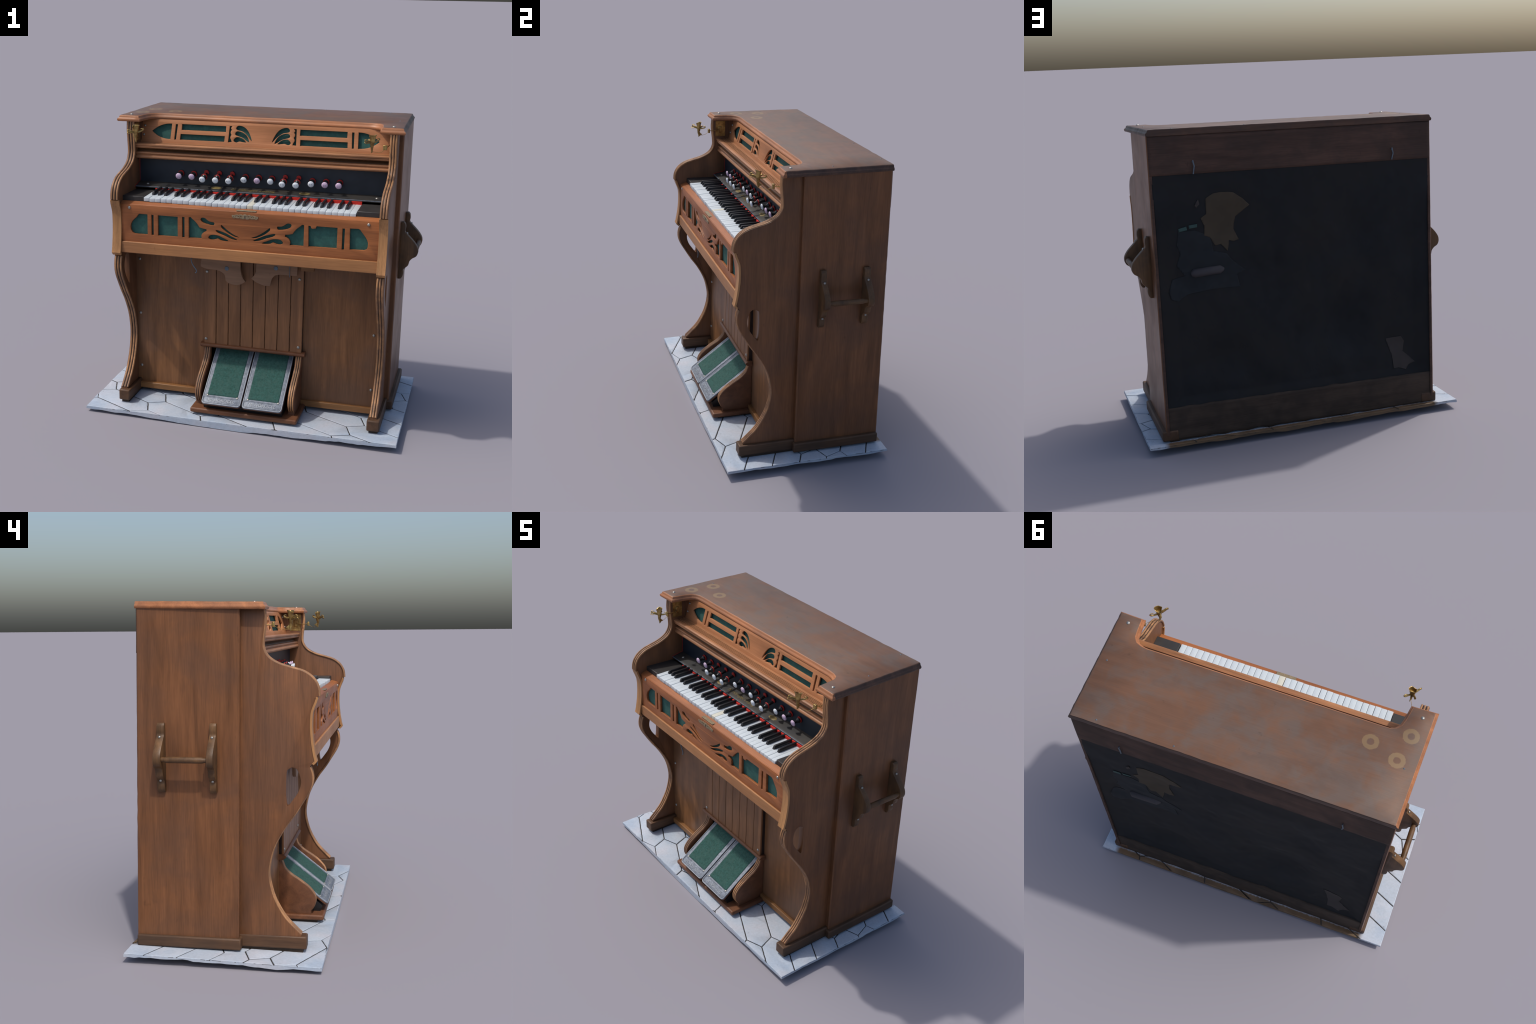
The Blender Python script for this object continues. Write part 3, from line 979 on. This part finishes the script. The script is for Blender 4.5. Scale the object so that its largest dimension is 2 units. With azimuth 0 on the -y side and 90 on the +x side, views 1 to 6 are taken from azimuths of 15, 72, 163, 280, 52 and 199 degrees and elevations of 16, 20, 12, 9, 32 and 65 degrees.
def black_shape():
    b, t = .0098, .0068
    y0, y1 = -.331, -.19
    v = [(-b, y0, 0), (b, y0, 0), (b, y1, 0), (-b, y1, 0), (-t, y0 + .011, .0255), (t, y0 + .011, .0255), (t, y1, .029), (-t, y1, .029)]
    f = [(3, 2, 1, 0), (4, 5, 6, 7), (0, 1, 5, 4), (1, 2, 6, 5), (2, 3, 7, 6), (3, 0, 4, 7)]
    me = bpy.data.meshes.new('black_key')
    me.from_pydata(v, [], f)
    bm = bmesh.new()
    bm.from_mesh(me)
    bmesh.ops.bevel(bm, geom=[e for e in bm.edges], offset=.0020, segments=2, affect='EDGES', profile=.5)
    bmesh.ops.recalc_face_normals(bm, faces=bm.faces)
    bm.to_mesh(me)
    bm.free()
    for p in me.polygons:
        p.use_smooth = True
    me.set_sharp_from_angle(angle=math.radians(50))
    me.materials.append(M['black_key'])
    return me
bk = black_shape()
kr = random.Random(11)
for i in range(NW):
    x = KX0 + kw * (i + .5)
    ob = bpy.data.objects.new('white_key', wk_old if i == 18 else wk)
    ob.location = (x + kr.uniform(-.0005, .0005), kr.uniform(-.0012, .0012), 1.4068 + kr.uniform(-.0012, .0012))
    ob.rotation_euler = (0, kr.uniform(-.012, .012), kr.uniform(-.003, .003))
    link(ob, bed)
    # F G A B C D E : sharps after F,G,A,C,D
    if i < NW - 1 and i % 7 in (0, 1, 2, 4, 5):
        shift = {0: -.0035, 1: 0, 2: .0035, 4: -.003, 5: .003}[i % 7]
        ob = bpy.data.objects.new('black_key', bk)
        ob.location = (x + kw / 2 + shift + kr.uniform(-.0006, .0006), kr.uniform(-.001, .001), 1.4068 + kr.uniform(-.001, .001))
        ob.rotation_euler = (0, kr.uniform(-.03, .03), kr.uniform(-.006, .006))
        link(ob, bed)

# ---- fretted key slip in front of the keys
KS = []
def oval(p):
    """leaf-shaped opening, opened up a little from its centre line sketch"""
    q = catmull(p, 4, True)
    ar = sum(q[i][0] * q[(i + 1) % len(q)][1] - q[(i + 1) % len(q)][0] * q[i][1] for i in range(len(q)))
    return inset(q, -.0022 if ar > 0 else .0022)
KSL = []
KSL.append([(-.588, 1.318), (-.640, 1.318)] + [(-.652, 1.309), (-.659, 1.296), (-.673, 1.285), (-.687, 1.270), (-.696, 1.252), (-.699, 1.235), (-.697, 1.218), (-.689, 1.202), (-.674, 1.192), (-.588, 1.191)])
KSL.append([(-.549, 1.317), (-.563, 1.317), (-.563, 1.192), (-.549, 1.192)])
KSL.append([(-.395, 1.317), (-.521, 1.317), (-.521, 1.192), (-.395, 1.192)])
KSL.append([(-.352, 1.318), (-.367, 1.318), (-.367, 1.193), (-.352, 1.193)])
FISH = [(-.325, 1.320), (-.312, 1.321)] + arc((-.304, 1.312), (-.258, 1.262), .06, 5) + [(-.232, 1.256), (-.214, 1.254), (-.213, 1.242)] + arc((-.222, 1.238), (-.246, 1.212), -.12, 5) + [(-.243, 1.194), (-.325, 1.193)]
KSL.append(FISH)
KSL.append(oval([(-.248, 1.314), (-.240, 1.320), (-.224, 1.319), (-.208, 1.307), (-.190, 1.299), (-.168, 1.296), (-.172, 1.283), (-.195, 1.284), (-.225, 1.291), (-.243, 1.301)]))
KSL.append(oval([(-.121, 1.284), (-.110, 1.276), (-.081, 1.253), (-.045, 1.231), (-.018, 1.220), (-.045, 1.225), (-.085, 1.244), (-.117, 1.270)]))
KSL.append(oval([(-.153, 1.251), (-.130, 1.247), (-.094, 1.236), (-.060, 1.220), (-.026, 1.203), (-.060, 1.208), (-.100, 1.224), (-.140, 1.238)]))
KSL.append(oval([(-.200, 1.203), (-.192, 1.215), (-.172, 1.221), (-.140, 1.218), (-.108, 1.205), (-.080, 1.192), (-.120, 1.193), (-.142, 1.203), (-.165, 1.196), (-.188, 1.195)]))
loops = [[(XL - .002, 1.372), (XR + .002, 1.372), (XR + .002, 1.135), (XL - .002, 1.135)]]
for i, gpts in enumerate(KSL):
    loops.append(gpts)
    if i == 3:
        continue                           # the second right-hand slit is missing
    if i == 0:
        loops.append([(.645, 1.323), (.693, 1.325), (.704, 1.320), (.716, 1.304), (.732, 1.284), (.746, 1.263), (.752, 1.245), (.751, 1.220), (.744, 1.206), (.730, 1.200), (.648, 1.199)])
    elif i == 2:
        loops.append([(.403, 1.321), (.416, 1.321), (.420, 1.308), (.428, 1.305), (.446, 1.308), (.451, 1.322), (.573, 1.322), (.573, 1.199), (.407, 1.197)])
    else:
        k = [(2 * .0265 - x, z + .003) for x, z in gpts][::-1]
        loops.append(k)
slip = fretted('key_slip', loops, .016, lambda u, v, w: (u, -.440 + .008 + w, v), 'slip', root, bevel=.0018)
box('green_cloth_backing', (XL, XR), (-.4235, -.4195), (1.14, 1.366), 'green', slip, 0)
hexa('slip_cap', [(x, y, z) for x in (XL, XR) for y, zs in ((-.437, (1.360, 1.3735)), (-.394, (1.36, 1.387))) for z in zs], 'slip', slip, .0025)
box('key_rail', (XL - .001, XR + .001), (-.450, -.40), (1.070, 1.1415), 'rail', slip, .0045)
for sx in (-.704, .751):
    place('slip_screw', SCREW, (sx, -.440, 1.372 - .018), slip, FACE_FRONT, (1, 1, 1))
    bpy.context.scene.collection.objects[-1].location.z = tz(sx, 1.353)
# lock escutcheon: pierced brass scrollwork
esc = []
cx, cz, ey = .0235, 1.3465, -.4415
def ring_pts(ox, oz, r, a0, a1, n=14, sq=1.):
    return [(cx + ox + r * math.cos(a0 + (a1 - a0) * i / n), ey, cz + oz + sq * r * math.sin(a0 + (a1 - a0) * i / n)) for i in range(n + 1)]
top, bot = [], []
for i in range(49):
    u = -1 + i / 24
    env = .0155 * (1 - .62 * abs(u) ** 1.3)
    lobe = .62 + .38 * abs(math.cos(u * 9.2))
    top.append((cx + .080 * u, cz + env * lobe + .001))
    bot.append((cx + .080 * u, cz - env * (.55 + .35 * abs(math.sin(u * 8.0))) - .002))
loops_e = [top + bot[::-1]]
for sg in (-1, 1):
    for hx, hz, hr in ((.024, .002, .0040), (.040, -.001, .0036), (.055, .000, .0030), (.067, -.001, .0022), (.032, -.0055, .0022), (.048, .006, .002)):
        loops_e.append([(cx + sg * hx + hr * math.cos(2 * math.pi * a / 10), cz + hz + hr * .8 * math.sin(2 * math.pi * a / 10)) for a in range(10)])
fretted('escutcheon', loops_e, .003, lambda u, v, w: (u, ey + w, v), 'escut', slip, bevel=.0006)
for sg in (-1, 1):
    for hx, hz, hr in ((.066, -.003, .0085), (.045, .001, .0085), (.025, .004, .0080)):
        tube('escutcheon_scroll', ring_pts(sg * hx, hz, hr, math.pi * .1, math.pi * 1.7, 14), .0018, 'escut', slip, res=2)
box('keyhole', (cx - .0022, cx + .0022), (ey - .0030, ey), (cz - .008, cz + .006), 'stem', slip, .0008)
box('lock_plate', (-.032, .088), (-.436, -.413), (1.377, 1.3812), 'escut', slip, .0008)

# ------------------------------------------------------------------ knee board, slats, levers
xs0 = -.297
knee = hexa('knee_board', [(x, y, z) for x in (XL, xs0 + .01) for z_, y0 in ((0, 0),) for y, zz in ((-.197, (.085, 1.08)), (-.178, (.085, 1.08))) for z in zz], 'knee', root, .001)
hexa('knee_board', [(x, y, z) for x in (.335, XR) for yy in ((-.186, -.198), (-.165, -.175)) for y, z in zip(yy, (.085, 1.08))], 'knee', knee, .001)
box('key_bed_underside', (XL, XR), (-.41, .0), (1.085, 1.14), 'knee_x', knee, .001)
hexa('base_strip', [(x, y, z) for x, ys in ((XL + .004, (-.224, -.17)), (-.28, (-.220, -.17))) for y in ys for z in (.078, .118)], 'knee_x', knee, .004)
hexa('base_strip', [(x, y, z) for x, ys in ((.33, (-.208, -.14)), (XR - .004, (-.204, -.14))) for y in ys for z in (.078, .118)], 'knee_x', knee, .004)
xs = [-.297 + .0802 * i for i in range(9)]
for i in range(8):
    box('knee_slat', (xs[i] + .0016, xs[i + 1] - .0016), (-.2255, -.150), (.425, 1.08), 'slat', knee, .0028)
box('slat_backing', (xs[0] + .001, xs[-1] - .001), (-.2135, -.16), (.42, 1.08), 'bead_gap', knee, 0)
for sx, sz, sy in ((-.741, .962, -.197), (-.741, .595, -.197), (-.738, .228, -.197), (.786, .599, -.192), (.786, .235, -.188), (-.278, .925, -.2255), (.317, .926, -.2255), (-.283, .475, -.2255), (.322, .481, -.2255)):
    place('knee_screw', SCREW, (sx, sy, sz), knee, FACE_FRONT, (1, 1, 1))
LEVL = [(-.300, 1.085), (-.300, 1.009), (-.304, .985), (-.303, .969), (-.285, .962), (-.269, .958), (-.204, .954), (-.185, .951), (-.171, .946), (-.158, .938), (-.150, .930), (-.145, .920), (-.143, .906), (-.142, .892), (-.124, .876), (-.095, .869), (-.067, .868), (-.040, .877), (-.014, .895), (-.030, .915), (-.040, .940), (-.046, .970), (-.048, 1.011), (-.048, 1.085)]
LEVR = [(.053, 1.085), (.054, 1.01), (.053, .968), (.044, .945), (.024, .919), (.040, .906), (.057, .897), (.085, .887), (.110, .881), (.142, .882), (.147, .893), (.149, .912), (.155, .932), (.171, .951), (.202, .961), (.245, .961), (.281, .960), (.305, .960), (.312, .967), (.311, 1.014), (.311, 1.085)]
for lv, bx, bz in ((LEVL, -.134, .971), (LEVR, .178, 1.000)):
    lever = fretted('knee_lever', [lv], .022, lambda u, v, w: (u, -.265 + w, v), 'lever', root, bevel=.002)
    bolt = lathe_data('lever_bolt', [(.0001, 0), (.0135, 0), (.0135, .002), (.012, .0035), (.0001, .004)], 20)
    bolt.materials.append(M['iron'])
    place('lever_bolt', bolt, (bx, -.276, bz), lever, FACE_FRONT)
tube('wire_hook', catmull([(-.321, -.40, 1.075), (-.318, -.413, 1.045), (-.310, -.413, 1.022), (-.298, -.413, 1.004), (-.286, -.415, .990), (-.284, -.417, .978), (-.290, -.418, .969)], 4), .0032, 'iron', knee)
tube('wire_rod', [(.265, -.282, 1.08), (.266, -.282, .952)], .002, 'iron', knee)
box('wood_block', (.342, .42), (-.31, -.28), (1.006, 1.09), 'knee_x', knee, .002)

# ------------------------------------------------------------------ pedals
PX0, PX1 = -.331, .384
ped = box('pedal_case', (PX0 + .018, PX1 - .010), (-.460, -.17), (.062, .094), 'pedal_wood', root, .010, seg=3)
box('pedal_case_foot', (PX0 + .04, PX1 - .03), (-.42, -.19), (.046, .064), 'back_base', ped, .001)
CH = catmull([(-.205, .425), (-.222, .395), (-.235, .362), (-.271, .327), (-.325, .292), (-.376, .252), (-.408, .210), (-.414, .172), (-.404, .138), (-.386, .112)], 5)
for x0, x1 in ((-.297, -.255), (.303, .345)):
    xm, th = (x0 + x1) / 2, x1 - x0
    core = push_in(CH, .004)
    ck = fretted('pedal_cheek', [core + [(-.386, .088), (-.19, .088), (-.19, .425)]], th, lambda u, v, w: (xm + w, u, v), 'pedal_wood', ped, bevel=.002)
    for k in (-1, 0, 1):
        tube('edge_bead', [(xm + k * th * .31, y, z) for y, z in push_in(CH, .0055)], .0052, 'bead', ck, res=3)
    gv, gf = [], []
    for i, (y, z) in enumerate(push_in(CH, .0036)):
        gv += [(xm - th * .42, y, z), (xm + th * .42, y, z)]
        if i:
            gf.append((2 * i - 2, 2 * i - 1, 2 * i + 1, 2 * i))
    go = mesh('bead_groove', gv, gf, 'bead_gap', ck)
    s_ = go.modifiers.new('thick', 'SOLIDIFY')
    s_.thickness = .002
    s_.offset = 0
prism_x('pedal_shelf', [(-.195, .447), (-.226, .447), (-.236, .444), (-.241, .438), (-.2405, .430), (-.234, .426), (-.228, .421), (-.22, .416), (-.195, .416)], -.318, .366, 'pedal_wood', ped, cuts=8, smooth=35)
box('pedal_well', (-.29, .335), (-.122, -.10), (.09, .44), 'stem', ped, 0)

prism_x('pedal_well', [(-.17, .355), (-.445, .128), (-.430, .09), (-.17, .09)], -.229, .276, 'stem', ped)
# pedal plates lie on a slope
A = Vector((0, -.112, .419))     # back edge
B = Vector((0, -.475, .138))     # front edge
sl = (B - A)
L = sl.length
sl.normalize()
nrm = Vector((0, sl.z, -sl.y)) * -1
if nrm.z < 0:
    nrm = -nrm
def ppt(x, t, h):
    p = A + sl * t + nrm * h
    return (x, p.y, p.z)
def rounded(x0, x1, t0, t1, r_front, n=5):
    pts = [(x0, t0)]
    pts += [(x0, t1 - r_front)]
    pts += [(x0 + r_front - r_front * math.cos(a), t1 - r_front + r_front * math.sin(a)) for a in [math.pi / 2 * i / n for i in range(1, n + 1)]]
    pts += [(x1 - r_front + r_front * math.sin(a), t1 - r_front + r_front * math.cos(a)) for a in [math.pi / 2 * i / n for i in range(0, n + 1)]]
    pts += [(x1, t0)]
    return pts
for x0, x1 in ((-.235, .019), (.027, .282)):
    w = x1 - x0
    outer = rounded(x0, x1, .002, L, .022)
    pl = fretted('pedal', [outer], .010, lambda u, v, w_: ppt(u, v, w_ - .006), 'pedal_wood', root, bevel=.001)
    hole = [(x0 + .031, .0), (x1 - .031, .0), (x1 - .031, L - .066), (x0 + .031, L - .066)]
    hole[0] = (x0 + .031, .010)
    hole[1] = (x1 - .031, .010)
    fr = fretted('pedal_frame', [outer, hole], .006, lambda u, v, w_: ppt(u, v, w_ + .002), 'zinc', pl, bevel=.0014)
    # raised lip round the front
    lip = rounded(x0 + .004, x1 - .004, .004, L - .004, .020)
    tube('frame_lip', [ppt(u, v, .005) for u, v in lip], .0034, 'zinc_worn', pl, res=2)
    tube('frame_lip', [ppt(u, v, .005) for u, v in [(x0 + .010, L - .052)] + rounded(x0 + .010, x1 - .010, L - .05, L - .011, .014)[1:-1] + [(x1 - .010, L - .052), (x0 + .010, L - .052)]], .0018, 'zinc', pl, res=2)
    verts, faces = [], []
    nu, nv = 22, 30
    for j in range(nv + 1):
        for i in range(nu + 1):
            u = x0 + .029 + (w - .058) * i / nu
            v = .008 + (L - .072) * j / nv
            verts.append(ppt(u, v, .0035 + .0016 * noise.noise((u * 45, v * 45, 2))))
    for j in range(nv):
        for i in range(nu):
            a = j * (nu + 1) + i
            faces.append((a, a + 1, a + nu + 2, a + nu + 1))
    cp = mesh('pedal_carpet', verts, faces, 'carpet', pl, smooth=60)
    s_ = cp.modifiers.new('thick', 'SOLIDIFY')
    s_.thickness = .004
    s_.offset = 0
    ex, ey_, ez = Vector((1, 0, 0)), -sl, nrm
    o = Vector(ppt((x0 + x1) / 2, L - .030, .0055))
    mt = Matrix(((ex.x, ey_.x, ez.x, o.x), (ex.y, ey_.y, ez.y, o.y), (ex.z, ey_.z, ez.z, o.z), (0, 0, 0, 1)))
    letters('pedal_lettering', "M. HÖRÜGEL", .028, mt, 'zinc_worn', pl, .0014, sx=1.05)
    for qx in (x0 + .030, x1 - .030):
        pr = ppt(qx, L - .062, .004)
        sc = place('pedal_rivet', SCREW, pr, pl, (math.atan2(-nrm.y, nrm.z), 0, 0), (.8, .8, .7))

# ------------------------------------------------------------------ carrying handles on both ends
PROF = [(0, 1.268), (.016, 1.268), (.026, 1.256), (.029, 1.230), (.027, 1.208), (.042, 1.190), (.066, 1.166), (.089, 1.141), (.109, 1.110), (.113, 1.080), (.103, 1.055), (.080, 1.040), (.064, 1.020), (.058, .995), (.041, .977), (.029, .964), (.031, .944), (.027, .920), (.016, .904), (0, .902)]
pr_s = catmull(PROF[1:-1], 3)
def handle(sgn):
    xo = xout_l if sgn < 0 else xout_r
    xs_ = xo(1.08)
    first = None
    for y0, y1 in ((.040, .076), (.314, .355)):
        ym, th = (y0 + y1) / 2, y1 - y0
        out = [(-.004, 1.266)] + pr_s + [(-.004, .903)]
        o = fretted('handle_bracket', [out], th, lambda u, v, w: (xs_ + sgn * u, ym + w + .006 * (1.08 - v), v), 'handle', first or root, bevel=.0045)
        if first is None:
            o.name = 'carrying_handle'
            first = o
        for u, z in ((.036, 1.196), (.033, .968)):
            tl = math.radians(75 if z > 1.1 else 105)
            place('handle_screw', SCREW, (xs_ + sgn * (u - .001 + (.003 if z < 1 else .004)), ym, z), first, (0, sgn * tl, 0), (.75, .75, .8))
    bx = xs_ + sgn * (.088 if sgn < 0 else .094)
    tube('handle_bar', [(bx, .068, 1.086), (bx, .09, 1.086), (bx, .10, 1.086), (bx, .19, 1.086), (bx, .285, 1.086), (bx, .295, 1.086), (bx, .325, 1.086)], .0165, 'handle', first, radii=[.8, .8, 1, 1, 1, .8, .8], res=5)
    return first
handle(-1)
handle(1)

# ------------------------------------------------------------------ brass candle holders
def candle(sgn):
    xi = XL if sgn < 0 else XR
    x0, x1 = (xi, xi + .003) if sgn < 0 else (xi - .003, xi)
    pl = box('candle_holder', (x0, x1), (-.184, -.112), (1.718, 1.828), 'brass', root, .0008)
    s = -sgn                              # towards the middle
    box('hinge_block', (min(xi, xi + s * .012), max(xi, xi + s * .012)), (-.165, -.140), (1.745, 1.79), 'brass', pl, .003)
    ux = -.703 if sgn < 0 else .728
    cy = -.322 if sgn < 0 else -.310
    cz0 = 1.80 if sgn < 0 else 1.808
    cup = lathe_data('candle_cup', [(.004, -.014), (.011, -.008), (.0145, .000), (.0158, .012), (.0170, .026), (.0215, .035), (.022, .0365), (.0195, .036), (.0155, .027), (.0135, .004), (.0004, .003)], 28)
    for v in cup.vertices:
        a_ = math.atan2(v.co.y, v.co.x)
        if v.co.z > .002:
            k_ = 1 - .42 * max(0, math.cos(a_ - 2.2 * sgn)) ** 2
            v.co.z = .002 + (v.co.z - .002) * k_
            v.co.x *= 1 + .16 * math.sin(3 * a_ + 1)
            v.co.y *= 1 + .16 * math.cos(2 * a_)
    cup.materials.append(M['brass'])
    place('candle_cup', cup, (ux, cy, cz0), pl)
    tube('cup_stem', [(ux, cy, cz0 - .006), (ux, cy, cz0 - .02), (ux, cy - .002, cz0 - .04), (ux, cy + .004, cz0 - .064)], .014, 'brass', pl, radii=[.9, .8, .5, .3])
    dx = .7 if sgn < 0 else .9
    for k in (-1, 1):
        tube('scroll_arm', catmull([(ux, cy, cz0 - .008), (ux + k * .015, cy + k * .016, cz0 - .006), (ux + k * .030, cy + k * .034, cz0 + .001), (ux + k * .036, cy + k * .038, cz0 + .009), (ux + k * .030, cy + k * .030, cz0 + .013), (ux + k * .022, cy + k * .024, cz0 + .010)], 5), .0052, 'brass', pl, radii=[1.15 - .8 * i_ / 25 for i_ in range(26)], res=3)
    tube('drip_leaf', catmull([(ux, cy, cz0 - .004), (ux - .018, cy + .020, cz0 - .002), (ux - .022, cy + .030, cz0 + .004)], 4), .006, 'brass', pl, radii=None, res=3)
    leaf = catmull([(cy - .004, cz0 - .026), (cy + .006, cz0 - .034), (cy + .014, cz0 - .043), (cy + .024, cz0 - .052), (cy + .010, cz0 - .058), (cy - .001, cz0 - .069), (cy - .004, cz0 - .050)], 3, True)
    fretted('cup_leaf', [leaf], .004, lambda u, v, w: (ux + w + s * .002, u, v), 'brass', pl, bevel=.001)
    tube('scroll_arm', catmull([(ux - .004, cy - .006, cz0 - .002), (ux - .022, cy - .026, cz0 + .004), (ux - .036, cy - .040, cz0 - .002), (ux - .030, cy - .044, cz0 - .008), (ux - .016, cy - .030, cz0 - .008)], 5), .0042, 'brass', pl, radii=[1 - .6 * i_ / 20 for i_ in range(21)], res=3)
    # swivel arm, thin wire
    hx = xi + s * .012
    by = -.238
    tube('swivel_arm', catmull([(hx, -.155, 1.768), (xi + s * .02, -.20, 1.762), (xi + s * .028, by, 1.765)], 4), .0026, 'brass', pl, res=3)
    box('arm_bracket', (xi + s * .028 - .012, xi + s * .028 + .012), (by - .008, by + .006), (1.750, 1.778), 'brass', pl, .003)
    tube('arm_wire', catmull([(xi + s * .03, by, 1.758), (xi + s * .045, -.275, 1.742), (ux, cy + .004, cz0 - .060)], 5), .0012, 'brass', pl, res=2)
candle(-1)
candle(1)
for me in bpy.data.meshes:
    me.update()

# keep the tree to thing > part > sub-part
bpy.context.view_layer.update()
def chain(o):
    c = [o]
    while c[-1].parent:
        c.append(c[-1].parent)
    return c
deep = [(o, chain(o)[-2], o.matrix_world.copy()) for o in bpy.data.objects if len(chain(o)) > 3]
for o, part, mw in deep:
    o.parent = part
    o.matrix_parent_inverse = part.matrix_world.inverted()
    o.matrix_basis = mw
